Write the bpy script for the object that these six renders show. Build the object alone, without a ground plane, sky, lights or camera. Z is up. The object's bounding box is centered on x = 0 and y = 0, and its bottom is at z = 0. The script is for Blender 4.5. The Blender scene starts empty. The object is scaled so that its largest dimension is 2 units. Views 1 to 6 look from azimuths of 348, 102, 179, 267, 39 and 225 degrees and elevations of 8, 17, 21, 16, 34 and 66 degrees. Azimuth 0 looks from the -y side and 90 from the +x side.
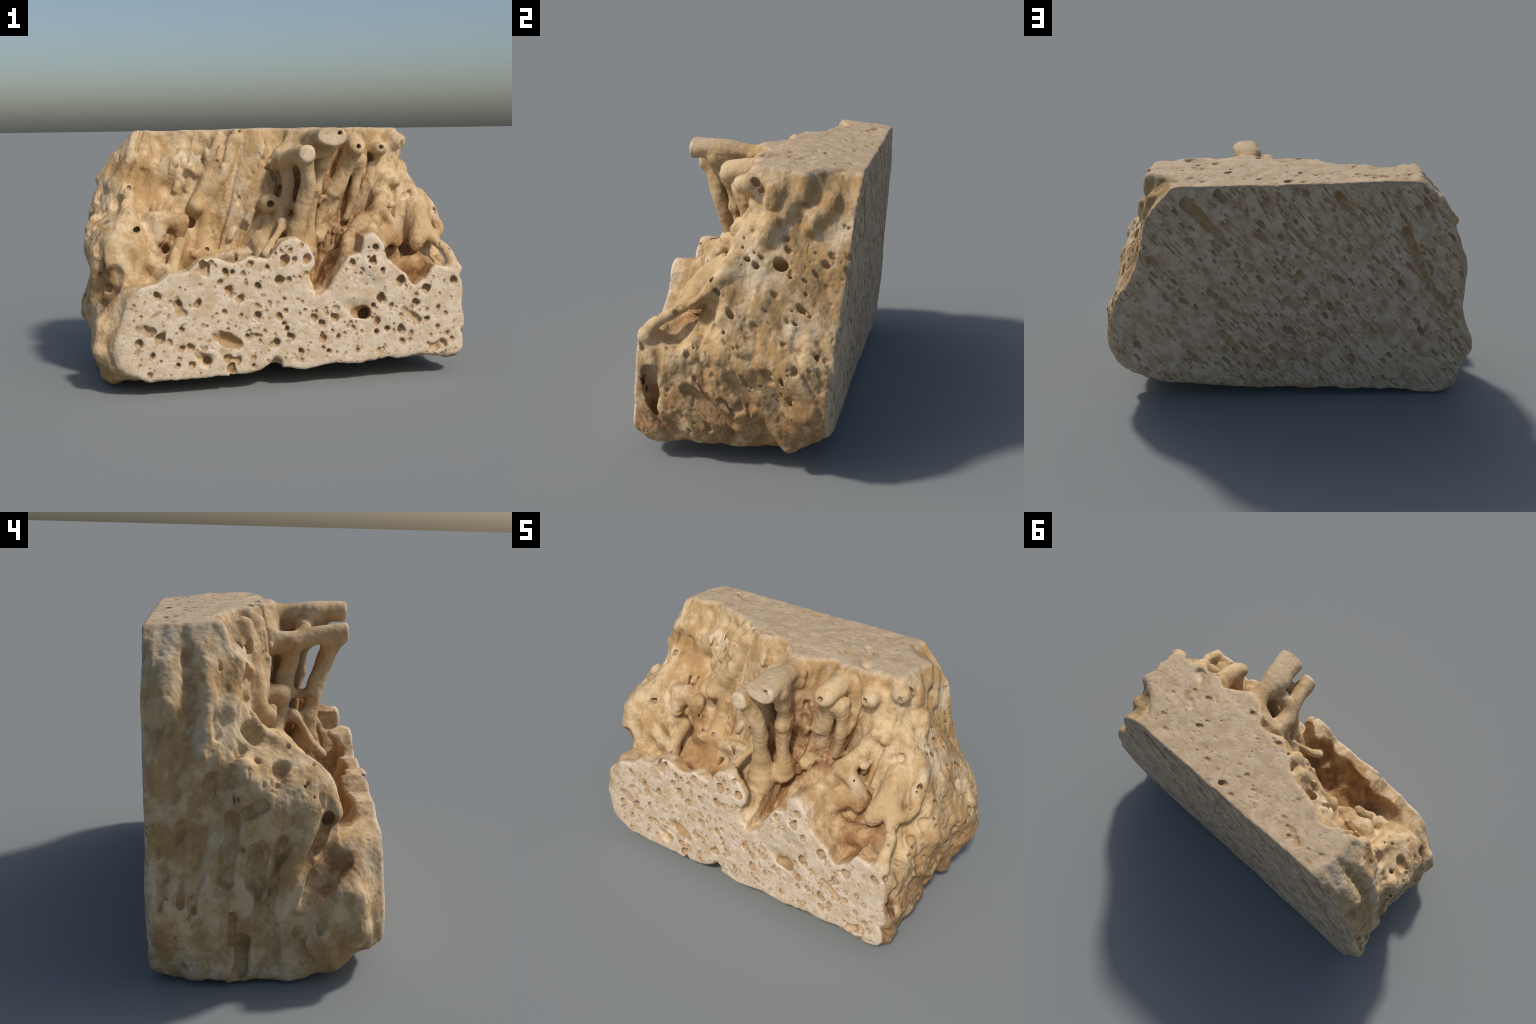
# A sawn block of reed tufa (limestone that grew around plant stems).
# The stone is described as a distance field: a block bounded by sawn planes and
# broken flanks, a hollow scooped out behind a thin front wall, limestone-coated
# reed stems standing in the hollow, and thousands of stem pores.  The field is
# meshed with surface nets, given fine relief, and split into its parts.
import bpy, math
import numpy as np

H = 0.0042                      # mesh fineness (m)
rng = np.random.default_rng(7)
MINC = np.array([-1.06, -0.50, -0.05])
MAXC = np.array([1.06, 0.50, 1.31])
N = np.ceil((MAXC - MINC) / H).astype(int) + 1
GX = (MINC[0] + H * np.arange(N[0])).astype(np.float32)
GY = (MINC[1] + H * np.arange(N[1])).astype(np.float32)
GZ = (MINC[2] + H * np.arange(N[2])).astype(np.float32)
REED = np.array([0.62, 0.0, 0.78])           # the way the stems grew, in the back face

# ------------------------------------------------------------------ small maths
def smin(a, b, k):
    h = np.clip(0.5 + 0.5 * (b - a) / k, 0, 1)
    return b + (a - b) * h - k * h * (1 - h)

def smax(a, b, k):
    return -smin(-a, -b, k)

def sheet(points, smooth=0.0):
    """Height over a plane from scattered control points (linear radial basis)."""
    p = np.array(points, float)
    xy, v = p[:, :2], p[:, 2]
    r = np.linalg.norm(xy[:, None] - xy[None], axis=2)
    n = len(p)
    A = np.zeros((n + 3, n + 3))
    A[:n, :n] = r + smooth * np.eye(n)
    A[:n, n], A[:n, n + 1:], A[n, :n], A[n + 1:, :n] = 1, xy, 1, xy.T
    w = np.linalg.solve(A, np.r_[v, 0, 0, 0])
    def f(a, b):
        out = w[n] + w[n + 1] * a + w[n + 2] * b
        for (pa, pb), wi in zip(xy, w[:n]):
            out = out + wi * np.sqrt((a - pa) ** 2 + (b - pb) ** 2 + 4e-4)
        return out
    return f

def steep(f, da, db):
    ga, gb = np.gradient(f, da, db)
    return 1 / np.sqrt(1 + np.clip(ga, -3, 3) ** 2 + np.clip(gb, -3, 3) ** 2)

def hashed(i, j, k, seed):
    n = (i * 374761393 + j * 668265263 + k * 2147483647 + seed * 1274126177) & 0xFFFFFFFF
    n = ((n ^ (n >> 13)) * 1274126177) & 0xFFFFFFFF
    n = ((n ^ (n >> 16)) * 2246822519) & 0xFFFFFFFF
    return ((n ^ (n >> 15)) & 0xFFFF) / 32767.5 - 1.0

def noise(p, scale, seed=0):
    q = np.asarray(p, np.float64) * scale
    i = np.floor(q).astype(np.int64)
    f = q - i
    f = f * f * (3 - 2 * f)
    out = 0
    for a in (0, 1):
        wa = f[:, 0] if a else 1 - f[:, 0]
        for b in (0, 1):
            wb = f[:, 1] if b else 1 - f[:, 1]
            for c in (0, 1):
                wc = f[:, 2] if c else 1 - f[:, 2]
                out = out + wa * wb * wc * hashed(i[:, 0] + a, i[:, 1] + b, i[:, 2] + c, seed)
    return out

def fbm(p, scale, octaves=3, seed=0):
    return sum(noise(p, scale * 2 ** o, seed + o) * 0.5 ** o for o in range(octaves))

# ------------------------------------------------------------------ the block
# broken ends: x over (y, z)
RIGHT = sheet([
    (-.44, .10, .90), (-.44, .142, .905), (-.36, .12, .945), (-.36, .25, .93), (-.44, .262, .915), (-.44, .355, .90), (-.43, .426, .915), (-.42, .508, .894), (-.40, .56, .885),
    (-.33, .30, .895), (-.33, .42, .945), (-.25, .65, .87), (-.25, .45, .95), (-.17, .45, .905), (-.16, .56, .89), (-.25, .25, .945), (-.25, .10, .895),
    (-.08, .729, .925), (-.03, .597, .94), (-.05, .53, .985), (-.05, .45, .955), (-.02, .36, .925), (-.05, .25, .935), (-.05, .10, .885), (-.05, .93, .82), (-.04, 1.05, .735),
    (.0, 1.20, .735), (.0, 1.12, .715), (.0, 1.26, .70),
    (.16, .884, .835), (.16, .82, .88), (.21, .75, .89), (.13, .70, .92), (.10, .60, .95), (.14, .53, .975), (.14, .46, .96), (.15, .372, .92), (.07, .30, .93), (.18, .31, .895), (.15, .24, .90), (.15, .09, .86),
    (.10, 1.08, .735), (.12, .98, .79), (.02, 1.05, .755), (.08, 1.26, .70), (.22, 1.26, .735), (.27, 1.26, .625), (.32, 1.26, .565), (.40, 1.26, .548), (.22, 1.16, .735), (.2, 1.08, .725), (.25, .98, .74), (.3, 1.17, .70),
    (.33, .48, .985), (.33, .30, .985), (.30, .18, .93), (.33, .85, .785), (.33, 1.0, .735), (.3, .70, .89), (.28, .60, .96), (.30, .52, .995),
    (.43, 1.142, .675), (.43, .995, .751), (.43, .746, .82), (.43, .624, .905), (.42, .406, .965), (.42, .262, .955), (.42, .194, .90), (.42, .113, .70)])
LEFT = sheet([
    (.43, .0, -.82), (.43, .07, -.889), (.43, .179, -.895), (.42, .24, -.93), (.38, .26, -.985), (.38, .33, -.975), (.43, .477, -.918), (.43, .569, -.918), (.43, .683, -.938), (.43, .883, -.905), (.43, 1.014, -.865), (.3, 1.13, -.79), (.3, .95, -.895), (.3, .8, -.94), (.37, .64, -.945), (.43, 1.143, -.75), (.43, 1.20, -.725), (.43, 1.26, -.64), (.3, 1.25, -.685),
    (.2, .02, -.92), (.2, .2, -.935), (.2, .35, -.95), (.2, .48, -.925), (.22, .61, -.895), (.2, .72, -.91), (.2, .865, -.905), (.18, .994, -.855), (.18, 1.131, -.772), (.2, 1.25, -.69),
    (.1, .08, -.915), (.08, .25, -.87), (.1, .38, -.92), (.1, .55, -.93), (.1, .7, -.955), (.1, .8, -.925), (.07, .88, -.83), (.08, .97, -.765), (.10, 1.1, -.715), (.12, 1.25, -.665),
    (.0, .03, -.92), (.0, .2, -.905), (.0, .348, -.915), (.0, .53, -.905), (.02, .65, -.965), (.0, .73, -.96), (.01, .79, -.92), (.0, .87, -.755),
    (-.12, .2, -.93), (-.12, .4, -.935), (-.12, .6, -.94), (-.12, .7, -.94), (-.12, .76, -.875), (-.12, .84, -.78),
    (-.2, .05, -.90), (-.2, .2, -.955), (-.2, .35, -.93), (-.19, .5, -.86), (-.2, .62, -.89), (-.21, .70, -.89), (-.2, .80, -.84),
    (-.30, .10, -.91), (-.3, .2, -.945), (-.3, .3, -.94), (-.3, .4, -.91), (-.3, .5, -.865), (-.3, .62, -.86),
    (-.37, .18, -.90), (-.37, .3, -.89), (-.38, .38, -.845), (-.37, .44, -.82),
    (-.44, .08, -.81), (-.44, .18, -.835), (-.44, .284, -.84), (-.44, .394, -.80), (-.43, .456, -.80), (-.40, .53, -.75)])
BOTTOM = sheet([
    (-.9, .40, .04), (-.8, .38, .0), (-.85, .25, -.005), (-.85, .1, .005), (-.85, -.1, .01), (-.85, -.25, .025), (-.85, -.34, .075), (-.85, -.43, .14), (-.70, -.43, .075), (-.6, -.2, .04), (-.6, .2, .02),
    (-.79, .43, .01), (-.33, .43, .045), (-.33, .2, .045), (-.34, -.2, .06), (-.34, -.43, .078), (-.144, -.44, .09), (-.09, -.44, .15), (-.05, -.44, .11), (.03, -.44, .09), (.1, .0, .06), (.1, .43, .055),
    (.33, -.44, .10), (.64, -.44, .116), (.88, -.44, .118), (.88, -.36, .075), (.59, .43, .10), (.6, .1, .08), (.85, -.1, .072), (.85, .07, .07), (.85, .15, .11), (.86, .18, .09), (.87, .26, .055), (.9, .40, .20), (.75, .43, .14), (.95, .43, .27)])
# the broken front above the sawn front wall: y over (x, z)
RECESS = sheet([
    (-.75, 1.24, .16), (-.70, 1.24, .15), (-.60, 1.24, .164), (-.52, 1.24, .225), (-.43, 1.24, .169), (-.27, 1.24, .140), (-.25, 1.18, .055), (-.176, 1.24, .03), (-.143, 1.24, .0), (-.07, 1.24, -.02), (.0, 1.24, .02), (.05, 1.24, .035), (.08, 1.24, -.005), (.147, 1.24, -.055), (.23, 1.24, -.08), (.29, 1.24, -.055), (.37, 1.24, -.02), (.43, 1.24, -.05), (.56, 1.24, -.03), (.68, 1.24, -.02), (.75, 1.24, .0),
    (-.80, .96, .08), (-.74, .96, .07), (-.78, .85, -.06), (-.86, .78, -.16), (-.80, .80, -.18), (-.72, .77, -.145), (-.74, .66, -.24), (-.80, .62, -.27), (-.70, .55, -.24), (-.85, .50, -.27),
    (-.66, 1.12, .11), (-.64, 1.02, .12), (-.63, .93, .13), (-.62, .87, .09), (-.60, .80, .0), (-.62, .70, -.07), (-.62, .58, -.14),
    (-.53, 1.17, .20), (-.50, 1.06, .09), (-.50, .95, .14), (-.50, .86, .03), (-.50, .72, -.05), (-.50, .60, -.06),
    (-.40, 1.17, .14), (-.40, 1.05, .08), (-.40, .93, .05), (-.40, .80, .02), (-.40, .62, -.04),
    (-.28, 1.1, .01), (-.27, .95, .0), (-.27, .80, .01), (-.28, .65, .0), (-.28, .55, -.06),
    (-.12, 1.0, -.04), (-.12, .85, -.045), (-.14, .66, -.06), (-.14, .55, -.10), (-.03, 1.08, -.035), (-.02, .90, -.035), (-.02, .75, -.08),
    (.05, 1.12, -.03), (.055, 1.0, -.03), (.055, .85, -.05), (.06, .68, -.08), (.06, .55, -.14), (.12, 1.1, -.08), (.12, .9, -.03), (.2, 1.1, -.155), (.19, .93, -.145), (.19, .74, -.05), (.2, .58, -.10),
    (.29, 1.1, -.06), (.30, .9, -.03), (.31, .74, -.05), (.33, .60, -.12), (.42, 1.1, -.045), (.42, .95, -.03), (.42, .80, -.01), (.44, .65, -.08),
    (.52, 1.05, -.03), (.52, .92, -.03), (.55, .78, -.06), (.6, 1.13, -.02), (.60, 1.0, -.06), (.64, .88, -.11), (.66, .75, -.155), (.66, .6, -.19), (.70, 1.08, -.03), (.76, .95, -.05), (.80, .8, -.09), (.82, .66, -.14), (.84, .55, -.22),
    (-.5, .45, -.2), (0, .45, -.2), (.3, .45, -.2), (.65, .45, -.25), (.9, .4, -.3), (-.9, .4, -.3)])
# upper edge of the sawn front wall: height over x (a run of hills and notches)
WALL = np.array([(-1.06, .15), (-.97, .16), (-.955, .26), (-.926, .394), (-.874, .456), (-.78, .516), (-.649, .547), (-.592, .591), (-.497, .596), (-.439, .65), (-.391, .66), (-.277, .628),
    (-.199, .651), (-.111, .64), (-.04, .718), (.0, .735), (.039, .738), (.098, .693), (.125, .64), (.132, .600), (.10, .53), (.06, .44), (.082, .392), (.134, .448), (.195, .469), (.215, .50), (.235, .54), (.299, .636), (.36, .652), (.385, .73),
    (.434, .745), (.486, .687), (.506, .617), (.55, .575), (.605, .535), (.625, .495), (.65, .472), (.705, .505), (.759, .575), (.823, .560), (.894, .510), (1.06, .48)])

def front_y(z):
    return -0.447 + 0.043 * z

def back_y(z, x=0.0):
    return 0.394 + 0.040 * z + .026 * np.clip(-x - .1, 0, 1) * np.clip(1 - z / .9, 0, 1)

def top_z(x, y):
    return 1.268 - .07 * np.clip(y - .06, 0, 1) - .008 * x

X2, Y2 = GX[:, None].astype(float), GY[:, None].astype(float)
Zr = GZ[None].astype(float)
right = RIGHT(Y2, Zr); left = LEFT(Y2, Zr)
bottom = BOTTOM(GX[:, None].astype(float), GY[None].astype(float))
recess = RECESS(GX[:, None].astype(float), Zr)
def wob(a, b, amp, scale, seed):
    A, Bb = np.broadcast_arrays(a, b)
    p = np.stack([A.ravel(), Bb.ravel(), np.zeros(A.size)], 1)
    return (amp * fbm(p, scale, 3, seed)).reshape(A.shape)
right = right + wob(Y2 + .45 * Zr, Zr * .6, .012, 11, 3)
left = left + wob(Y2, Zr * .30, .018, 10, 5)
bottom = np.maximum(bottom, .004) + wob(GX[:, None].astype(float), GY[None].astype(float), .010, 10, 8)
recess = recess + wob(GX[:, None] - .33 * Zr, Zr * .22, .014, 12, 9)
def crease(a, b, scale, seed, width=.13):
    A, Bb = np.broadcast_arrays(a, b)
    p = np.stack([A.ravel(), Bb.ravel(), np.zeros(A.size)], 1)
    return np.exp(-(noise(p, scale, seed) / width) ** 2).reshape(A.shape)
recess = recess + .022 * crease(GX[:, None] - .33 * Zr, Zr * .20, 9, 15)      # sharp furrows between the flutes
right = right - .016 * crease(Y2 + .55 * Zr, Zr * .35 - .2 * Y2, 8, 19) * np.clip((.75 - Zr) / .3, 0, 1)
back = back_y(Zr, X2) + wob(X2, Zr, .003, 6, 11) - .015 * np.clip((.16 - Zr) / .16, 0, 1) ** 2
top = top_z(GX[:, None].astype(float), GY[None].astype(float)) + wob(GX[:, None].astype(float), GY[None].astype(float), .003, 8, 12)

def f32(a): return a.astype(np.float32)
sr, sl, sb, sc = steep(right, H, H), steep(left, H, H), steep(bottom, H, H), steep(recess, H, H)
x3, y3, z3 = GX[:, None, None], GY[None, :, None], GZ[None, None, :]
F = (x3 - f32(right)[None]) * f32(sr)[None]
F = smax(F, (f32(left)[None] - x3) * f32(sl)[None], .03)
F = smax(F, (f32(bottom)[:, :, None] - z3) * f32(sb)[:, :, None], .032)
F = smax(F, y3 - f32(back)[:, None, :], .022)
F = smax(F, z3 - f32(top)[:, :, None], .016)
F = smax(F, f32(front_y(GZ))[None, None, :] - y3, .022)
# broken upper front, but leaving the front wall standing
wall_h = np.interp(GX, WALL[:, 0], WALL[:, 1]).astype(np.float32)
dx = np.gradient(wall_h, H)
wall2 = (z3[:, 0, :] - wall_h[:, None]) / np.sqrt(1 + np.clip(dx, -2.5, 2.5) ** 2)[:, None]
up = (f32(recess)[:, None, :] - y3) * f32(sc)[:, None, :]
F = smax(F, np.minimum(up, wall2[:, None, :] + 0 * y3), .02)
del up

PORE = np.zeros(F.shape, np.uint8)      # which pore lining a place belongs to
LIMB = np.zeros(F.shape, np.uint8)      # which stem or lobe

def box(lo, hi):
    a = np.clip(np.floor((np.asarray(lo) - MINC) / H).astype(int), 0, N)
    b = np.clip(np.ceil((np.asarray(hi) - MINC) / H).astype(int) + 1, 0, N)
    s = tuple(slice(i, j) for i, j in zip(a, b))
    return s, (GX[s[0]][:, None, None], GY[s[1]][None, :, None], GZ[s[2]][None, None, :])

def tube(a, b, ra, rb, coords, flat=(1, 1, 1)):
    a, b, fl = np.asarray(a, float), np.asarray(b, float), np.asarray(flat, float)
    px, py, pz = [(c - a[i]) / fl[i] for i, c in enumerate(coords)]
    d = (b - a) / fl
    t = np.clip((px * d[0] + py * d[1] + pz * d[2]) / max(d @ d, 1e-9), 0, 1)
    r = ra + (rb - ra) * t
    return (np.sqrt((px - t * d[0]) ** 2 + (py - t * d[1]) ** 2 + (pz - t * d[2]) ** 2) - r) * fl.min()

def curve(path, rough=0.0):
    """Smooth line through (x, y, z, radius) points, with uneven thickness."""
    p = [np.array(q, float) for q in path]
    if len(p) == 1: return p * 2
    p = [2 * p[0] - p[1]] + p + [2 * p[-1] - p[-2]]
    out = []; ph = rng.uniform(0, 6)
    for a, b, c, d in zip(p[:-3], p[1:-2], p[2:-1], p[3:]):
        n = max(1, int(np.linalg.norm((c - b)[:3]) / .03))
        for t in np.arange(n) / n:
            q = .5 * (2 * b + (c - a) * t + (2 * a - 5 * b + 4 * c - d) * t * t + (3 * b - a - 3 * c + d) * t ** 3)
            q[3] = max(q[3], .6 * min(b[3], c[3])) * (1 + rough * (math.sin(19 * q[2] + 23 * q[0] + ph) + .6 * math.sin(41 * q[2] - 37 * q[1] + 2 * ph)))
            out.append(q)
    return out + [p[-2]]

def add(path, k=.02, tag=0, flat=(1, 1, 1), cut=None, rough=.07):
    """A limb through the points (x, y, z, radius)."""
    path = np.array(curve(path, rough))
    m = path[:, 3].max() * max(flat) + k + 2 * H + .012
    s, (x, y, z) = box(path[:, :3].min(0) - m, path[:, :3].max(0) + m)
    w = rough * .05
    c = (x + w * np.sin(31 * y + 23 * z), y + w * np.sin(27 * x + 35 * z + 1), z + w * np.sin(29 * x - 25 * y + 2))
    d = np.full(F[s].shape, 9, np.float32)
    for p, q in zip(path[:-1], path[1:]):
        d = smin(d, tube(p[:3], q[:3], p[3], q[3], c, flat).astype(np.float32), .002)
    if cut is not None: d = smax(d, cut(x, y, z), .012)
    if tag: LIMB[s][(d < H) & (d < F[s] + .01)] = tag
    F[s] = smin(F[s], d, k)

def dig(path, k=.015, tag=0, flat=(1, 1, 1), wavy=0.0):
    path = [np.array(p, float) for p in path]
    if len(path) == 1: path = path * 2
    for p, q in zip(path[:-1], path[1:]):
        m = (max(p[3], q[3])) * max(flat) + k + 2 * H + wavy
        s, (x, y, z) = box(np.minimum(p, q)[:3] - m, np.maximum(p, q)[:3] + m)
        c = (x, y, z)
        if wavy:
            f = 1 if p[3] > .024 else 4
            c = (x + wavy * np.sin(f * (26 * y + 19 * z)), y + wavy * np.sin(f * (37 * x + 15 * z) + 1), z + wavy * np.sin(f * (29 * x - 25 * y) + 2))
        d = tube(p[:3], q[:3], p[3], q[3], c, flat).astype(np.float32)
        if tag: PORE[s][d < 0] = tag
        F[s] = smax(F[s], -d, k)

# ------------------------------------------------------------------ the hollow
# a trough behind the thin front wall, deepest in the middle
dig([(-.62, -.27, .565, .06), (-.50, -.27, .545, .07), (-.30, -.265, .61, .08), (-.10, -.265, .63, .085), (.03, -.265, .66, .085)], k=.03, wavy=.012)
dig([(-.53, -.19, .56, .065), (-.35, -.18, .56, .09), (-.20, -.18, .56, .09), (-.06, -.19, .64, .075)], k=.03, wavy=.014)
dig([(-.55, -.21, .69, .07), (-.30, -.18, .68, .10), (-.05, -.20, .71, .10), (.08, -.20, .74, .08)], k=.03, wavy=.014)
dig([(.06, -.29, .67, .07), (.16, -.26, .65, .085), (.26, -.24, .68, .085)], k=.03, wavy=.01)
dig([(.13, -.46, .50, .045), (.16, -.36, .56, .055), (.21, -.27, .65, .06)], k=.03)       # notch in the wall
dig([(.26, -.20, .70, .09), (.36, -.17, .76, .07), (.46, -.13, .82, .06)], k=.03, wavy=.01)
dig([(.33, -.14, 1.05, .09), (.30, -.16, .80, .09)], k=.03, wavy=.012)
dig([(.62, -.34, .70, .06), (.67, -.28, .73, .085), (.70, -.20, .77, .075)], k=.03, wavy=.012)        # right-hand pocket
dig([(.64, -.31, .655, .045), (.70, -.29, .67, .055), (.79, -.28, .63, .045)], k=.025, wavy=.008)
dig([(.66, -.20, .86, .05), (.68, -.22, .76, .055)], k=.025, wavy=.01)
dig([(.80, -.28, .60, .045), (.88, -.27, .575, .06), (.97, -.262, .56, .072)], k=.015, wavy=.006)                                 # window under the bridge

# ------------------------------------------------------------------ ridges and lobes
add([(.43, -.39, .68, .03), (.44, -.32, .675, .04), (.49, -.215, .79, .042), (.55, -.16, .84, .042), (.60, -.06, .94, .04), (.64, -.05, .99, .035)], k=.04, rough=.15)
add([(.43, -.37, .57, .06), (.46, -.26, .63, .07), (.55, -.18, .70, .07)], k=.05)
add([(.53, -.19, .83, .04), (.595, -.18, .76, .035), (.64, -.20, .68, .035)], k=.03, rough=.15)
add([(.31, -.33, .60, .03), (.35, -.28, .70, .035), (.44, -.22, .80, .04)], k=.03)
add([(.585, -.13, .90, .030)], k=.02); add([(.68, -.06, .975, .03)], k=.02); add([(.625, -.15, .86, .022)], k=.012)
add([(.50, -.22, .78, .03)], k=.02); add([(.54, -.18, .78, .03), (.53, -.20, .70, .03)], k=.02)
add([(.76, .05, .93, .05), (.77, -.04, .85, .072), (.772, -.135, .77, .082), (.75, -.205, .705, .072), (.728, -.245, .665, .045)], k=.02, tag=20, flat=(.8, .8, 1))
add([(.79, -.18, .735, .04), (.85, -.27, .655, .026), (.868, -.345, .60, .026), (.875, -.385, .545, .04)], k=.025, tag=21, cut=lambda x, y, z: (front_y(z) - y).astype(np.float32) + 0 * x)
add([(.835, -.02, .90, .035), (.875, -.085, .81, .03), (.895, -.15, .725, .026), (.85, -.22, .70, .024)], k=.025)
add([(.58, -.25, .53, .05), (.69, -.24, .54, .06), (.77, -.23, .54, .05)], k=.03)
add([(.83, -.02, .83, .05), (.86, -.02, .75, .03)], k=.03)
dig([(.945, -.085, .735, .052), (.915, -.14, .665, .055), (.905, -.195, .585, .055)], k=.015, wavy=.006); dig([(.96, -.115, .59, .03), (.91, -.09, .62, .025)], k=.01)
add([(.915, -.03, .60, .036)], k=.012); add([(.915, -.05, .53, .045)], k=.03); add([(.87, -.34, .13, .05), (.855, -.39, .14, .045)], k=.03); add([(.89, -.16, .56, .022), (.90, -.165, .50, .02)], k=.012)
add([(.715, .0, 1.185, .04), (.69, .06, 1.18, .05)], k=.03)

# the left shoulder, its fang and the lumpy block behind it
add([(-.86, -.06, .74, .05), (-.82, -.17, .72, .05), (-.74, -.19, .69, .045), (-.66, -.19, .63, .042), (-.615, -.205, .58, .04)], k=.04)
add([(-.90, -.14, .66, .045), (-.905, -.115, .58, .045), (-.91, -.065, .40, .042), (-.905, -.05, .28, .035)], k=.015)
add([(-.735, .10, .955, .03), (-.742, .03, .88, .032), (-.745, -.07, .825, .04), (-.72, -.11, .77, .04)], k=.03)
dig([(-.72, -.29, .58, .04), (-.66, -.29, .57, .05)], k=.03)
add([(-.63, -.035, .805, .045), (-.64, -.05, .75, .04), (-.65, -.09, .66, .045)], k=.025, tag=22)
add([(-.63, -.025, .805, .04), (-.56, -.02, .805, .048), (-.49, -.045, .80, .045)], k=.02, tag=22)
add([(-.485, -.055, .80, .036), (-.49, -.05, .70, .028), (-.46, -.07, .60, .04)], k=.02, tag=22)
add([(-.50, -.135, .70, .027), (-.53, -.17, .62, .034), (-.55, -.20, .54, .042)], k=.018, tag=23)
add([(-.60, -.055, .80, .046), (-.605, -.075, .725, .042)], k=.02)
add([(-.575, -.085, .77, .025), (-.575, -.095, .75, .02)], k=.012)
dig([(-.565, -.08, .68, .025), (-.56, -.08, .64, .03)], k=.015)
dig([(-.425, -.01, .79, .03), (-.42, .05, .78, .03)], k=.012)
dig([(-.62, .02, .92, .05), (-.67, .0, .90, .03)], k=.03)
dig([(-.82, -.33, .63, .045), (-.855, -.28, .56, .058), (-.875, -.24, .47, .056), (-.905, -.185, .38, .045), (-.935, -.125, .27, .026)], k=.02, wavy=.006)
dig([(-.90, -.215, .56, .04), (-.94, -.19, .47, .05), (-.955, -.165, .38, .045), (-.955, -.115, .26, .025)], k=.015)
dig([(-.86, -.20, .62, .03), (-.84, -.15, .61, .022)], k=.015); dig([(-.875, -.22, .50, .025), (-.86, -.17, .49, .02)], k=.015); dig([(-.895, -.22, .40, .028), (-.88, -.17, .385, .02)], k=.015)
dig([(-.96, -.46, .13, .075), (-.89, -.48, .09, .055)], k=.04)
dig([(-.80, -.34, .60, .05), (-.74, -.28, .62, .035)], k=.025)
add([(-.48, .115, 1.10, .026), (-.43, .09, 1.065, .03), (-.37, .06, 1.045, .025)], k=.03)
dig([(-.535, .13, 1.23, .035), (-.535, .15, 1.18, .02)], k=.02)

# bites out of the upper front edge
for x, y, r in [(-.645, .12, .03), (-.535, .16, .045), (-.40, .12, .03), (-.325, .11, .035), (-.21, .07, .035), (.045, -.015, .045), (.36, -.055, .04), (.50, -.055, .035), (.645, -.035, .03)]:
    dig([(x, y, 1.30, r), (x - .01, y, 1.20, r * .9), (x - .04, y - .01, 1.12, r * .5)], k=.02, wavy=.008)
# furrows and dark gaps of the broken wall
for a, b, r in [((-.335, .11, 1.23), (-.37, .11, 1.09), .030), ((-.147, .055, 1.24), (-.19, .045, 1.08), .016), ((-.21, .03, 1.07), (-.266, .02, .975), .014), ((-.25, .06, 1.19), (-.335, .03, .965), .013),
                ((-.13, -.045, .85), (-.21, -.09, .63), .012), ((-.085, -.05, .81), (-.15, -.11, .63), .012), ((.0, -.01, 1.21), (-.02, -.02, 1.10), .018), ((-.02, -.02, 1.10), (.02, -.02, 1.01), .018), ((.085, -.04, 1.01), (.05, -.04, .92), .022),
                ((.36, -.0, 1.14), (.355, .02, 1.12), .014), ((.41, -.05, .91), (.295, -.08, .66), .022), ((.455, -.07, .88), (.30, -.14, .53), .026), ((.51, -.06, .97), (.45, -.08, .77), .028), ((.548, -.04, 1.11), (.55, .0, 1.10), .022),
                ((-.477, .05, 1.04), (-.42, .06, 1.02), .036), ((-.65, .10, 1.04), (-.67, .09, .95), .03), ((-.56, -.06, .66), (-.56, .0, .65), .02), ((.69, -.20, .64), (.70, -.15, .62), .035), ((.65, -.15, .72), (.64, -.14, .66), .022), ((.725, -.08, .89), (.77, -.07, .91), .022), ((.60, -.20, .79), (.617, -.2, .62), .012), ((.26, -.08, 1.04), (.25, -.08, .86), .02)]:
    dig([(*a, r), (*b, r)], k=.012, wavy=.004)
# ragged knobs, ledges and holes all over the broken wall
for i in range(110):
    x, z = rng.uniform(-.62, .66), rng.uniform(.50, 1.14)
    y = float(RECESS(x, z)) - .012
    r = rng.uniform(.007, .022)
    d = np.array([.30, .05, .9]) * rng.uniform(.02, .08) + rng.normal(0, .008, 3)
    if i % 2:
        add([(x, y, z, r), (*(np.array((x, y, z)) + d), r * rng.uniform(.5, 1))], k=.012)
    else:
        dig([(x, y, z, r), (*(np.array((x, y, z)) + d), r * rng.uniform(.5, 1))], k=.008, wavy=.003)

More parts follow.
